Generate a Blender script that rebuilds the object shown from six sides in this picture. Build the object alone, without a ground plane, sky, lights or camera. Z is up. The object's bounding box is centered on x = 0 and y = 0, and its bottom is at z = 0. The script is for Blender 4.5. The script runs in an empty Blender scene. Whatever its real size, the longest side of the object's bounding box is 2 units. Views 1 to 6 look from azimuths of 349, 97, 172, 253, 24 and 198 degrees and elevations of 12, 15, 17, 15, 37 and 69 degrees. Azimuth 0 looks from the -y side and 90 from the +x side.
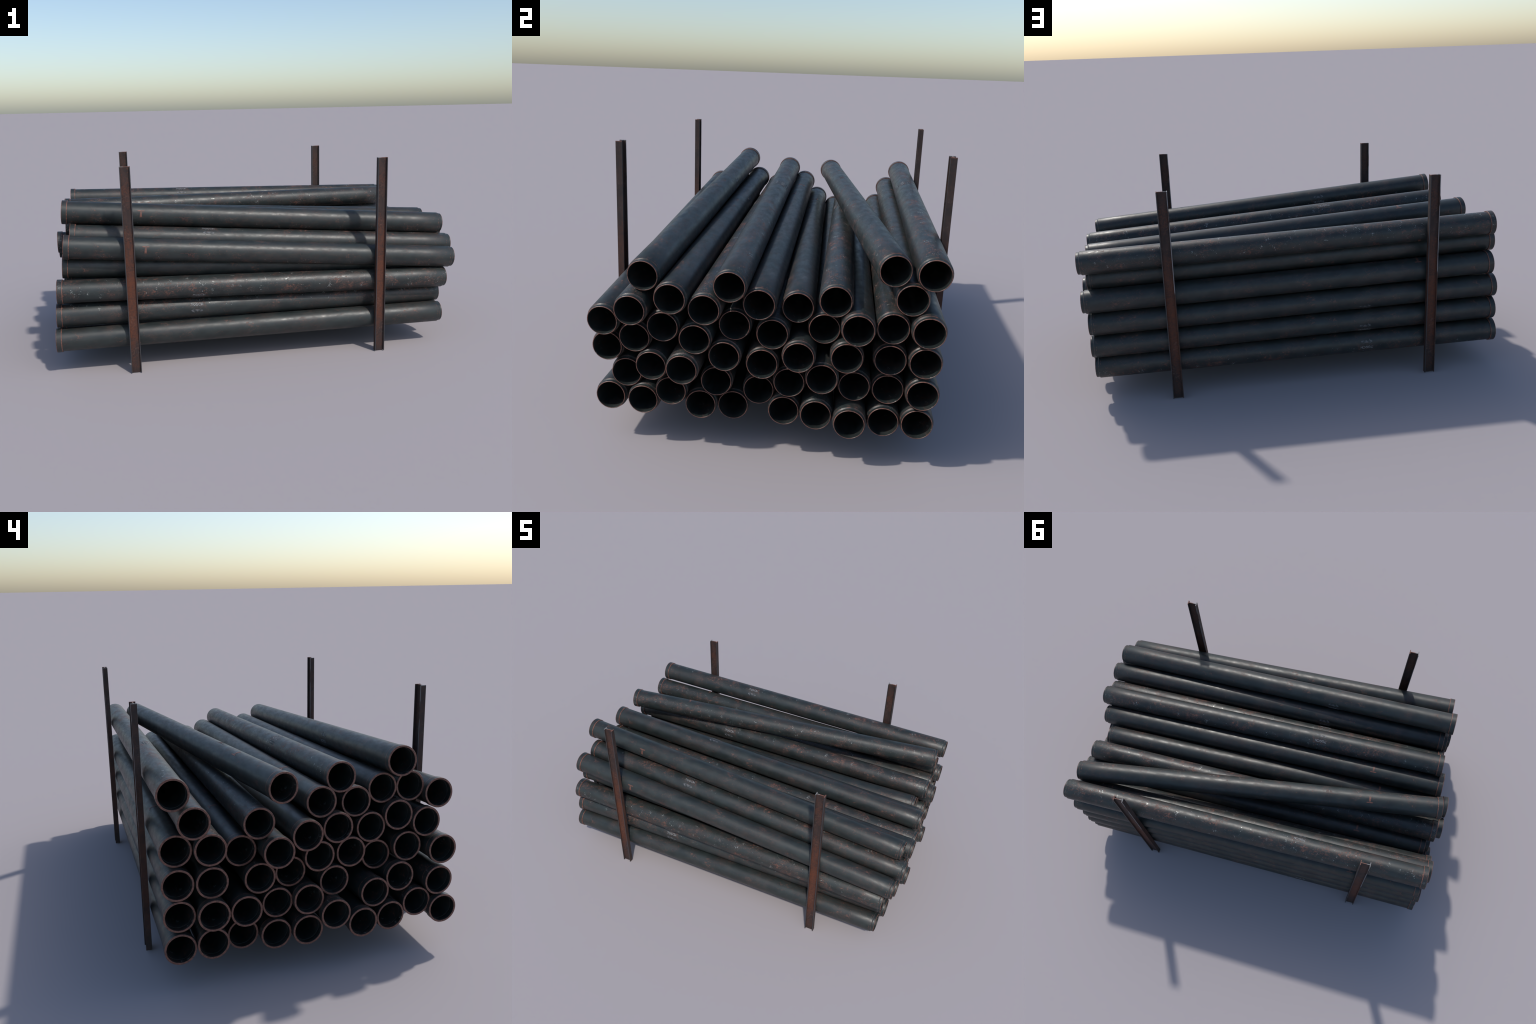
"""A stack of coated steel pipes held between four rusty H-section posts."""
import bpy, bmesh, math, random
from mathutils import Matrix, Vector

random.seed(11)
scene = bpy.context.scene
coll = scene.collection

# --------------------------------------------------------------- dimensions
PIPE_LEN = 1.8957        # socket rim to spigot tip
R_BODY = 0.0530          # outer radius of the tube
R_SOCKET = 0.0563        # outer radius of the socket collar (-x end)
R_SPIGOT = 0.0488        # outer radius of the turned-down spigot (+x end)
BORE_SOCKET = 0.0492
BORE_BODY = 0.0482
BORE_SPIGOT = 0.0459
SOCKET_LEN = 0.0265
SPIGOT_LEN = 0.0125
SEGS = 40

# ------------------------------------------------------------- node helpers
class Net:
    def __init__(self, name):
        self.mat = bpy.data.materials.new(name)
        self.mat.use_nodes = True
        self.nt = self.mat.node_tree
        self.nt.nodes.clear()
        self.out = self.nt.nodes.new("ShaderNodeOutputMaterial")
        self.bsdf = self.nt.nodes.new("ShaderNodeBsdfPrincipled")
        self.nt.links.new(self.bsdf.outputs[0], self.out.inputs[0])

    def put(self, socket, v):
        if isinstance(v, bpy.types.NodeSocket):
            self.nt.links.new(v, socket)
        elif v is not None:
            socket.default_value = v

    def math(self, op, a, b=None, c=None, clamp=False):
        n = self.nt.nodes.new("ShaderNodeMath")
        n.operation = op
        n.use_clamp = clamp
        for i, v in enumerate((a, b, c)):
            if v is not None:
                self.put(n.inputs[i], v)
        return n.outputs[0]

    def mul(self, a, b):
        return self.math("MULTIPLY", a, b)

    def ramp(self, v, lo, hi):
        """smooth 0..1 step of v between lo and hi (lo may exceed hi)"""
        n = self.nt.nodes.new("ShaderNodeMapRange")
        n.interpolation_type = "SMOOTHSTEP"
        inv = lo > hi
        self.put(n.inputs["Value"], v)
        n.inputs["From Min"].default_value = min(lo, hi)
        n.inputs["From Max"].default_value = max(lo, hi)
        n.inputs["To Min"].default_value = 1.0 if inv else 0.0
        n.inputs["To Max"].default_value = 0.0 if inv else 1.0
        return n.outputs["Result"]

    def band(self, v, centre, half, soft):
        d = self.math("ABSOLUTE", self.math("SUBTRACT", v, centre))
        return self.ramp(d, half + soft, half)

    def coords(self):
        n = self.nt.nodes.new("ShaderNodeTexCoord")
        return n.outputs["Object"]

    def mapping(self, vec, scale=(1, 1, 1), loc=(0, 0, 0), rot=(0, 0, 0)):
        n = self.nt.nodes.new("ShaderNodeMapping")
        self.put(n.inputs["Vector"], vec)
        n.inputs["Scale"].default_value = scale
        n.inputs["Location"].default_value = loc
        n.inputs["Rotation"].default_value = rot
        return n.outputs[0]

    def noise(self, vec, scale, detail=4.0, rough=0.55, distort=0.0):
        n = self.nt.nodes.new("ShaderNodeTexNoise")
        self.put(n.inputs["Vector"], vec)
        n.inputs["Scale"].default_value = scale
        n.inputs["Detail"].default_value = detail
        n.inputs["Roughness"].default_value = rough
        n.inputs["Distortion"].default_value = distort
        return n.outputs["Fac"]

    def xyz(self, vec):
        n = self.nt.nodes.new("ShaderNodeSeparateXYZ")
        self.put(n.inputs[0], vec)
        return n.outputs

    def mix(self, fac, a, b):
        n = self.nt.nodes.new("ShaderNodeMix")
        n.data_type = "RGBA"
        self.put(n.inputs[0], fac)
        for s, v in ((n.inputs[6], a), (n.inputs[7], b)):
            self.put(s, (*v, 1.0) if isinstance(v, tuple) else v)
        return n.outputs[2]

    def bump(self, h, strength, dist):
        n = self.nt.nodes.new("ShaderNodeBump")
        n.inputs["Strength"].default_value = strength
        n.inputs["Distance"].default_value = dist
        self.put(n.inputs["Height"], h)
        self.put(self.bsdf.inputs["Normal"], n.outputs[0])

    def set(self, **kw):
        for k, v in kw.items():
            self.put(self.bsdf.inputs[k.replace("_", " ")], (*v, 1.0) if isinstance(v, tuple) else v)


# colours (linear)
COAT_A = (0.0228, 0.0300, 0.0293)
COAT_B = (0.0140, 0.0188, 0.0188)
RUST = (0.205, 0.088, 0.060)
RUST_DARK = (0.090, 0.042, 0.032)
CHIP = (0.40, 0.42, 0.40)


def coating(name, part):
    """Dark bitumen coating of a pipe.  Local x runs along the pipe (0 at the
    socket rim), the stencilled length sits at angle 0, the letter at 180."""
    n = Net(name)
    vec = n.coords()
    x, y, z = n.xyz(vec)
    ang = n.math("ARCTAN2", z, y)

    # broad mottling of the coating
    mott = n.noise(n.mapping(vec, (0.6, 1, 1)), 22, 5, 0.6)
    col = n.mix(n.ramp(mott, 0.34, 0.66), COAT_B, COAT_A)

    # rust: fine specks gathered in patches, denser on the scratched side
    scratched = n.ramp(n.math("COSINE", n.math("ADD", ang, math.radians(75))), -0.55, 0.75)
    patch = n.noise(n.mapping(vec, (0.8, 1, 1), (3.9, 1.7, 0.4)), 17, 5, 0.66)
    speck = n.noise(n.mapping(vec, (0.6, 1, 1), (0.3, 2.2, 5.0)), 165, 6, 0.74)
    dens = n.math("ADD", n.math("MULTIPLY", patch, 0.92), n.mul(scratched, 0.060))
    rust = n.ramp(n.math("ADD", speck, n.mul(n.math("SUBTRACT", dens, 0.5), 0.88)), 0.568, 0.75)
    # brown bloom of old rust, broad and thin
    bloom = n.noise(n.mapping(vec, (0.8, 1, 1), (9.1, 4.0, 2.2)), 7.5, 4, 0.6)
    bloom = n.mul(n.ramp(bloom, 0.44, 0.66), n.ramp(n.noise(n.mapping(vec, (0.5, 1, 1)), 85, 5, 0.7), 0.36, 0.62))
    col = n.mix(n.mul(bloom, 0.42), col, (0.062, 0.038, 0.031))
    # oblique scrapes: long thin noise on the unrolled surface
    cmb = n.nt.nodes.new("ShaderNodeCombineXYZ")
    n.put(cmb.inputs[0], x)
    n.put(cmb.inputs[1], n.mul(ang, R_BODY))
    flat = cmb.outputs[0]
    scrapes = None
    for deg, seed in ((28, 1.0), (-62, 4.0)):
        rot = n.mapping(flat, (1, 1, 1), (seed, seed * 0.7, 0), (0, 0, math.radians(deg)))
        line = n.ramp(n.noise(n.mapping(rot, (14, 340, 1)), 1.0, 1.5, 0.5), 0.685, 0.74)
        scrapes = line if scrapes is None else n.math("MAXIMUM", scrapes, line)
    scrapes = n.mul(scrapes, n.ramp(patch, 0.40, 0.58))
    dust = n.mul(n.ramp(dens, 0.44, 0.68), n.ramp(speck, 0.36, 0.66))
    col = n.mix(n.mul(dust, 0.34), col, RUST_DARK)
    rust = n.math("MAXIMUM", rust, n.mul(scrapes, 0.8))
    rcol = n.mix(n.ramp(n.noise(vec, 70, 3), 0.35, 0.65), RUST_DARK, RUST)
    col = n.mix(n.mul(rust, 0.70), col, rcol)

    # bright chips down to the metal, in clusters on one side only
    clus = n.noise(n.mapping(vec, (1.0, 1, 1), (7.3, 0.2, 2.4)), 34, 4, 0.62)
    window = n.ramp(n.math("COSINE", n.math("ADD", ang, math.radians(68))), 0.0, 0.55)
    fine = n.noise(n.mapping(vec, (0.8, 1, 1), (1.3, 0.7, 9.0), (0.5, 0, 0)), 260, 4, 0.68)
    cden = n.math("ADD", n.mul(n.ramp(clus, 0.50, 0.72), 0.155), n.mul(window, 0.055))
    chip = n.mul(n.ramp(n.math("ADD", fine, cden), 0.732, 0.785), n.ramp(window, 0.05, 0.4))
    col = n.mix(n.mul(chip, 0.78), col, CHIP)

    # worn edges
    brk = n.noise(n.mapping(vec, (0.3, 1, 1)), 55, 4, 0.6)
    worn = n.ramp(brk, 0.30, 0.52)
    if part == "socket":
        edges = n.math("MAXIMUM", n.band(x, SOCKET_LEN - 0.0012, 0.0014, 0.0014), n.band(x, 0.0, 0.0016, 0.0012))
    else:
        tip = PIPE_LEN
        edges = n.math("MAXIMUM", n.band(x, tip, 0.0014, 0.0010), n.mul(n.band(x, tip - SPIGOT_LEN - 0.0030, 0.0006, 0.0011), n.math("MULTIPLY", n.ramp(brk, 0.38, 0.64), 0.75)))
        edges = n.math("MAXIMUM", edges, n.mul(n.band(x, tip - SPIGOT_LEN - 0.0125, 0.0006, 0.0009), n.ramp(brk, 0.46, 0.66)))
    radius = n.math("SQRT", n.math("ADD", n.mul(y, y), n.mul(z, z)))
    outside = n.ramp(radius, 0.0459, 0.0464)
    edge = n.mul(n.mul(edges, n.math("ADD", n.mul(worn, 0.6), 0.4)), outside)
    ecol = n.mix(n.ramp(n.noise(vec, 140, 3), 0.35, 0.62), (0.115, 0.048, 0.036), (0.24, 0.100, 0.068))
    col = n.mix(n.mul(edge, 0.85), col, ecol)

    rough = n.math("ADD", n.mul(n.noise(n.mapping(vec, (0.5, 1, 1), (4, 4, 4)), 40, 6, 0.68), 0.52), 0.185)
    rough = n.math("ADD", rough, n.mul(rust, 0.22), clamp=True)
    rough = n.math("SUBTRACT", rough, n.mul(chip, 0.12), clamp=True)
    n.set(Base_Color=col, Roughness=rough, Metallic=n.mul(chip, 0.35))
    n.bsdf.inputs["Specular IOR Level"].default_value = 0.5
    n.bump(n.math("ADD", n.mul(rust, 0.5), n.mul(mott, 0.5)), 0.25, 0.0006)
    return n.mat


def paint(name, fresh, worn_to, cover):
    n = Net(name)
    vec = n.coords()
    w = n.noise(vec, 95, 4, 0.65)
    n.set(Base_Color=n.mix(n.ramp(w, cover - 0.12, cover + 0.12), fresh, worn_to), Roughness=0.55)
    return n.mat


def post_steel():
    """Rusty hot-rolled steel: orange-brown web, browner top, grey bared edges."""
    n = Net("rusty_steel")
    vec = n.coords()
    x, y, z = n.xyz(vec)
    grain = n.noise(vec, 105, 6, 0.80)
    med = n.noise(n.mapping(vec, (1, 1, 0.5)), 30, 5, 0.6)
    big = n.noise(n.mapping(vec, (1, 1, 0.7), (0, 0, 2.2)), 9.5, 5, 0.62)
    heart = n.band(z, 0.39, 0.12, 0.24)            # the rustiest stretch of the post
    amount = n.math("ADD", n.mul(heart, 0.68), n.mul(n.math("SUBTRACT", big, 0.50), 2.4))
    amount = n.math("ADD", amount, n.mul(n.math("SUBTRACT", grain, 0.5), 3.2), clamp=True)
    dark = n.mix(n.ramp(med, 0.35, 0.65), (0.019, 0.0110, 0.0100), (0.042, 0.0215, 0.0175))
    col = n.mix(amount, dark, (0.104, 0.0290, 0.0110))
    # grey scuffs in a few places
    scuff = n.mul(n.ramp(n.noise(n.mapping(vec, (1, 1, 0.6), (5, 1, 3)), 24, 3, 0.6), 0.52, 0.66), n.ramp(grain, 0.48, 0.66))
    zone = n.math("MAXIMUM", n.band(z, 0.31, 0.05, 0.05), n.band(z, 0.72, 0.09, 0.08))
    zone = n.math("MAXIMUM", zone, n.band(z, 0.13, 0.03, 0.05))
    col = n.mix(n.mul(n.mul(scuff, zone), 0.6), col, (0.115, 0.105, 0.10))
    # flange faces: duller, greyer
    flange = n.ramp(n.math("ABSOLUTE", x), 0.0192, 0.0200)
    col = n.mix(n.mul(flange, 0.50), col, n.mix(n.ramp(med, 0.4, 0.62), (0.027, 0.0205, 0.0185), (0.052, 0.030, 0.024)))
    # bared steel along the long edges of the flanges, rust again in places
    ay = n.math("ABSOLUTE", y)
    brk = n.noise(n.mapping(vec, (1, 1, 0.25)), 40, 4, 0.6)
    reach = n.math("ADD", 0.0098, n.mul(brk, 0.0014))
    bare = n.ramp(n.math("SUBTRACT", ay, reach), 0.0, 0.0008)
    bare = n.mul(n.mul(bare, flange), n.ramp(brk, 0.28, 0.42))
    far = n.mul(n.ramp(y, 0.0, 0.004), n.ramp(x, 0.01, -0.01))
    low = n.mul(far, n.ramp(z, 0.515, 0.495))
    bare = n.mul(bare, n.math("SUBTRACT", 1.0, low))
    top = n.ramp(z, 0.9535, 0.9562)
    bright = n.mul(far, n.ramp(z, 0.495, 0.515))  # upper +y edge of the -x flange, grey lightened to paint in sky light
    col = n.mix(n.mul(bare, 0.85), col, n.mix(bright, (0.068, 0.069, 0.074), (0.24, 0.24, 0.25)))
    tcol = n.mix(n.ramp(x, -0.002, -0.010), (0.17, 0.075, 0.054), (0.20, 0.195, 0.19))
    col = n.mix(top, col, tcol)
    rough = n.math("SUBTRACT", 0.72, n.mul(bare, 0.27))
    n.set(Base_Color=col, Roughness=rough, Metallic=n.mul(bare, 0.45))
    n.bump(n.math("ADD", grain, n.mul(med, 0.5)), 0.2, 0.0006)
    return n.mat


MAT_TUBE = coating("bitumen_coating", "tube")
MAT_SOCKET = coating("bitumen_coating_socket", "socket")
MAT_WHITE = paint("worn_white_stencil_paint", (0.24, 0.245, 0.25), (0.044, 0.048, 0.050), 0.50)
MAT_GREY = paint("faded_grey_stencil_paint", (0.115, 0.117, 0.124), (0.028, 0.033, 0.035), 0.47)
MAT_FINE = paint("faint_fine_print_paint", (0.055, 0.058, 0.062), (0.024, 0.028, 0.030), 0.50)
MAT_RED = paint("rust_red_stencil_paint", (0.172, 0.074, 0.054), (0.070, 0.042, 0.034), 0.52)
MAT_FAINT_RED = paint("faint_red_stencil_paint", (0.115, 0.046, 0.036), (0.030, 0.026, 0.025), 0.50)
MAT_POST = post_steel()


# ----------------------------------------------------------------- geometry
def finish(bm, name, mat, angle=35):
    bmesh.ops.recalc_face_normals(bm, faces=bm.faces)
    me = bpy.data.meshes.new(name)
    bm.to_mesh(me)
    bm.free()
    for p in me.polygons:
        p.use_smooth = True
    me.set_sharp_from_angle(angle=math.radians(angle))
    me.materials.append(mat)
    return me


def lathe(profile, name, mat):
    """Closed profile of (x, radius) turned about the x axis."""
    bm = bmesh.new()
    rings = []
    for px, pr in profile:
        rings.append([bm.verts.new((px, pr * math.cos(2 * math.pi * k / SEGS), pr * math.sin(2 * math.pi * k / SEGS))) for k in range(SEGS)])
    for a, b in zip(rings, rings[1:] + rings[:1]):
        for k in range(SEGS):
            k2 = (k + 1) % SEGS
            bm.faces.new((a[k], a[k2], b[k2], b[k]))
    return finish(bm, name, mat)


def tube_mesh():
    L, s = PIPE_LEN, SPIGOT_LEN
    mids = [0.06, 0.25, 0.5, 0.75, 1.0, 1.25, 1.5, 1.75]
    prof = [(SOCKET_LEN - 0.002, R_BODY)] + [(m, R_BODY) for m in mids]
    prof += [(L - s - 0.0045, R_BODY), (L - s - 0.0030, R_BODY - 0.0008), (L - s - 0.0004, R_SPIGOT + 0.0006),
             (L - s + 0.0006, R_SPIGOT), (L - 0.0012, R_SPIGOT), (L, R_SPIGOT - 0.0010),
             (L, BORE_SPIGOT + 0.0006), (L - 0.0008, BORE_SPIGOT), (L - 0.022, BORE_SPIGOT), (L - 0.024, BORE_BODY)]
    prof += [(m, BORE_BODY) for m in reversed(mids)] + [(SOCKET_LEN - 0.002, BORE_BODY)]
    return lathe(prof, "tube", MAT_TUBE)


def socket_mesh():
    L = SOCKET_LEN
    prof = [(0.0, R_SOCKET - 0.0009), (0.0009, R_SOCKET), (L - 0.0010, R_SOCKET), (L, R_SOCKET - 0.0009),
            (L, R_BODY - 0.001), (L - 0.004, BORE_SOCKET), (0.0008, BORE_SOCKET), (0.0, BORE_SOCKET + 0.0006)]
    return lathe(prof, "socket", MAT_SOCKET)


def wrap(bm, centre_x, angle_deg, lift=0.00025):
    """Bend a flat sign (u along the pipe, v up) round the tube; v runs
    against the angle so that the sign reads from outside."""
    lo = min(v.co.y for v in bm.verts)
    hi = max(v.co.y for v in bm.verts)
    steps = max(2, int((hi - lo) / 0.004))
    for i in range(1, steps):
        geom = bm.verts[:] + bm.edges[:] + bm.faces[:]
        bmesh.ops.bisect_plane(bm, geom=geom, plane_co=(0, lo + (hi - lo) * i / steps, 0), plane_no=(0, 1, 0))
    a0 = math.radians(angle_deg)
    for v in bm.verts:
        a = a0 - v.co.y / R_BODY
        r = R_BODY + lift + v.co.z
        v.co = (centre_x + v.co.x, r * math.cos(a), r * math.sin(a))


def text_bm(body, width, height, bold):
    cu = bpy.data.curves.new("stencil_text", "FONT")
    cu.body = body
    cu.size = 1.0
    cu.offset = bold
    cu.extrude = 0.012
    cu.align_x = "CENTER"
    cu.resolution_u = 3
    ob = bpy.data.objects.new("stencil_text", cu)
    coll.objects.link(ob)
    dg = bpy.context.evaluated_depsgraph_get()
    dg.update()
    me = bpy.data.meshes.new_from_object(ob.evaluated_get(dg))
    bpy.data.objects.remove(ob)
    bpy.data.curves.remove(cu)
    bm = bmesh.new()
    bm.from_mesh(me)
    bpy.data.meshes.remove(me)
    xs = [v.co.x for v in bm.verts]
    ys = [v.co.y for v in bm.verts]
    cx, cy = (min(xs) + max(xs)) / 2, (min(ys) + max(ys)) / 2
    sx, sy = width / (max(xs) - min(xs)), height / (max(ys) - min(ys))
    for v in bm.verts:
        v.co = ((v.co.x - cx) * sx, (v.co.y - cy) * sy, v.co.z * 0.012)
    return bm


def slab(bm, pts, thick=0.0003):
    """Flat polygon with a little paint thickness added to bm."""
    top = [bm.verts.new((p[0], p[1], thick)) for p in pts]
    bot = [bm.verts.new((p[0], p[1], -thick)) for p in pts]
    bm.faces.new(top)
    bm.faces.new(list(reversed(bot)))
    for i in range(len(pts)):
        j = (i + 1) % len(pts)
        bm.faces.new((top[i], bot[i], bot[j], top[j]))


def rect(bm, x0, x1, y0, y1):
    slab(bm, [(x0, y0), (x1, y0), (x1, y1), (x0, y1)])


def length_mark():
    bm = bmesh.new()
    cell = 0.0605 / 5
    for k, ch in enumerate("300CM"):
        one = text_bm(ch, cell * 0.92, 0.0140, 0.012 if ch == "M" else 0.026)
        for v in one.verts:
            v.co.x += (k - 2) * cell
        tmp = bpy.data.meshes.new("stencil_letter")
        one.to_mesh(tmp)
        one.free()
        bm.from_mesh(tmp)
        bpy.data.meshes.remove(tmp)
    wrap(bm, 0.6450, 0.0)
    return finish(bm, "length_lettering", MAT_WHITE)


def arrow_mark():
    bm = bmesh.new()
    h, w = 0.0285, 0.0115           # half length, half height
    slab(bm, [(-h, 0.0005), (-h + 0.0155, w), (-h + 0.0155, -w)])
    slab(bm, [(h, -0.0005), (h - 0.0155, -w), (h - 0.0155, w)])
    rect(bm, -h + 0.0150, h - 0.0150, -0.0048, 0.0052)
    wrap(bm, 0.6450, 31.5)
    return finish(bm, "arrow_mark", MAT_GREY)


def fine_print():
    """Two rows of print too small to read: short dashes of uneven length."""
    rnd = random.Random(3)
    bm = bmesh.new()
    for x0, x1, yc, hh in ((-0.0225, 0.0195, 0.0290, 0.0024), (-0.0300, 0.0085, 0.0185, 0.0026), (0.0115, 0.0270, 0.0185, 0.0016)):
        x = x0
        while x < x1:
            w = rnd.uniform(0.0018, 0.0042)
            k = rnd.uniform(0.7, 1.0)
            rect(bm, x, min(x + w, x1), yc - hh * k, yc + hh * k)
            x += w + rnd.uniform(0.0006, 0.0012)
    wrap(bm, 0.6450, 0.0)
    return finish(bm, "fine_print", MAT_FINE)


def letter_mark():
    bm = bmesh.new()
    rect(bm, -0.0165, 0.0165, 0.0115, 0.0165)
    slab(bm, [(-0.0040, 0.0112), (0.0040, 0.0112), (0.0052, -0.0135), (-0.0052, -0.0135)])
    rect(bm, -0.0062, 0.0062, -0.0165, -0.0137)
    wrap(bm, 0.3655, 180.0)
    return finish(bm, "letter_mark", MAT_RED)


def red_stencil():
    rnd = random.Random(8)
    bm = bmesh.new()
    for x0, x1 in ((-0.052, -0.037), (-0.030, -0.0115), (-0.0065, 0.016), (0.020, 0.026)):
        rect(bm, x0, x1, 0.0022, 0.0040)
    for c in (-0.017, 0.000):                        # two blocks of worn strokes
        for i in range(4):
            y0 = -0.0010 - i * 0.0040
            ins = 0.0006 * i
            rect(bm, c + ins, c + 0.0055 - rnd.uniform(0, 0.001), y0 - 0.0028, y0)
            rect(bm, c + 0.0068, c + 0.0135 - ins, y0 - 0.0028 - rnd.uniform(0, 0.0006), y0)
    wrap(bm, 0.5755, 196.5)
    return finish(bm, "red_stencil", MAT_FAINT_RED)


PART_MESHES = [("socket_collar", socket_mesh()), ("length_lettering", length_mark()), ("arrow_mark", arrow_mark()),
               ("fine_print", fine_print()), ("letter_mark", letter_mark()), ("red_stencil", red_stencil())]
TUBE = tube_mesh()

# Where the pipes lie, in mm: centre of the spigot tip (+x end), centre of the
# socket rim (-x end), and the roll about the axis in degrees.  Bottom layer first.
PIPES = [
    (  913,  -501,   158,   -983,  -496,   162,  48),
    (  930,  -386,   162,   -965,  -395,   198,  138),
    (  927,  -195,   162,   -966,  -289,   158,  -50),
    (  898,   -94,   155,   -996,  -164,   166,  3),
    (  898,   -12,   217,   -998,   -58,   216,  173),
    (  915,    73,   160,   -981,    42,   163,  153),
    (  932,   177,   163,   -964,   155,   158,  91),
    (  956,   283,   155,   -939,   271,   166,  -166),
    (  916,   389,   153,   -980,   385,   169,  58),
    (  925,   493,   159,   -971,   498,   162,  -14),
    (  920,  -442,   249,   -975,  -479,   276,  154),
    (  940,  -290,   206,   -953,  -329,   304,  -53),
    (  988,  -244,   304,   -906,  -251,   383,  152),
    (  928,  -145,   248,   -967,  -223,   262,  -154),
    (  946,     2,   328,   -949,   -69,   324,  -100),
    (  919,    87,   261,   -977,    37,   278,  -123),
    (  941,   190,   292,   -954,   147,   273,  10),
    (  911,   291,   264,   -985,   267,   273,  60),
    (  904,   396,   260,   -992,   382,   278,  -54),
    (  933,   501,   262,   -963,   496,   278,  -46),
    (  931,  -502,   340,   -963,  -496,   393,  -143.5),
    (  956,  -403,   387,   -936,  -439,   499,  85),
    (  963,  -348,   298,   -929,  -367,   409,  14),
    (  972,  -207,   402,   -921,  -222,   498,  98),
    (  958,  -116,   348,   -937,  -138,   419,  -128),
    (  937,    30,   426,   -958,    -9,   427,  113),
    (  958,   115,   365,   -937,    93,   376,  -53),
    (  934,   263,   365,   -961,   211,   377,  -174),
    (  924,   395,   367,   -972,   381,   389,  -70),
    (  932,   501,   368,   -963,   497,   392,  -67),
    (  969,  -502,   440,   -920,  -495,   599,  -8),
    (  965,  -310,   433,   -928,  -329,   534,  28),
    (  941,   -88,   448,   -954,   -80,   523,  -37),
    (  900,   103,   506,   -995,    48,   524,  -87),
    (  897,   188,   442,   -998,   152,   476,  19),
    (  968,   291,   471,   -927,   269,   473,  -99),
    (  926,   396,   470,   -969,   382,   505,  -144),
    (  952,   501,   474,   -943,   496,   506,  -109),
    (  994,  -406,   489,   -896,  -388,   630,  106),
    (  995,  -280,   535,   -899,  -275,   634,  -2),
    (  982,  -177,   504,   -912,  -166,   598,  136),
    (  979,  -100,   582,   -913,  -106,   695,  60),
    (  953,   -12,   524,   -940,   -22,   620,  -98),
    (  938,   219,   547,   -958,   210,   574,  143.5),
    (  926,   446,   564,   -969,   435,   604,  -110),
    (  961,  -373,   593,   -928,  -335,   736,  -12),
    (  927,   389,   652,   -949,   120,   688,  -104),
    (  952,   501,   653,   -943,   496,   699,  116),
]

PIPE_LABELS = ("long dark coated steel pipe with socket collar and rust specks",
               "blackish weathered pipe, open ended, rusty rims and stencils")

for i, (ax, ay, az, bx, by, bz, roll) in enumerate(PIPES):
    tip, rim = Vector((ax, ay, az)) / 1000, Vector((bx, by, bz)) / 1000
    mid = (tip + rim) / 2
    d = (tip - rim).normalized()
    up = (Vector((0, 0, 1)) - d * d.z).normalized()
    side = up.cross(d)
    base = Matrix((d, side, up)).transposed().to_4x4()
    ob = bpy.data.objects.new("pipe", TUBE)
    ob.matrix_world = Matrix.Translation(mid - d * PIPE_LEN / 2) @ base @ Matrix.Rotation(math.radians(roll), 4, "X")
    ob["label"] = PIPE_LABELS[i % 2]
    ob["category"] = "steel pipe"
    coll.objects.link(ob)
    for nm, me in PART_MESHES:
        part = bpy.data.objects.new(nm, me)
        part.parent = ob
        coll.objects.link(part)


# ------------------------------------------------------------------- posts
POST_W, POST_D, POST_H = 0.0475, 0.0230, 0.957
FLANGE_T, WEB_T = 0.0036, 0.0032


def post_mesh():
    hw, hd, t, w = POST_W / 2, POST_D / 2, FLANGE_T, WEB_T / 2
    c = 0.0006                                        # small edge chamfer
    q = [(hw, c - hd), (hw, hd - c), (hw - c, hd), (hw - t, hd), (hw - t, w + 0.001), (hw - t - 0.001, w),
         (-hw + t + 0.001, w), (-hw + t, w + 0.001), (-hw + t, hd), (-hw + c, hd), (-hw, hd - c)]
    outline = q + [(-hw, c - hd), (-hw + c, -hd), (-hw + t, -hd), (-hw + t, -w - 0.001), (-hw + t + 0.001, -w),
                   (hw - t - 0.001, -w), (hw - t, -w - 0.001), (hw - t, -hd), (hw - c, -hd)]
    bm = bmesh.new()
    levels = [POST_H * k / 12 for k in range(13)]
    rows = [[bm.verts.new((px, py, z)) for px, py in outline] for z in levels]
    n = len(outline)
    for a, b in zip(rows, rows[1:]):
        for k in range(n):
            bm.faces.new((a[k], a[(k + 1) % n], b[(k + 1) % n], b[k]))
    bm.faces.new(rows[-1])
    bm.faces.new(list(reversed(rows[0])))
    return finish(bm, "post", MAT_POST, 30)


POST = post_mesh()
for px, py in ((-0.6285, -0.5685), (0.5680, -0.5685), (-0.6285, 0.5685), (0.5680, 0.5685)):
    ob = bpy.data.objects.new("post", POST)
    ob.location = (px, py, 0.0)
    ob["label"] = "upright rusty brown steel post of H section"
    ob["category"] = "steel post"
    coll.objects.link(ob)
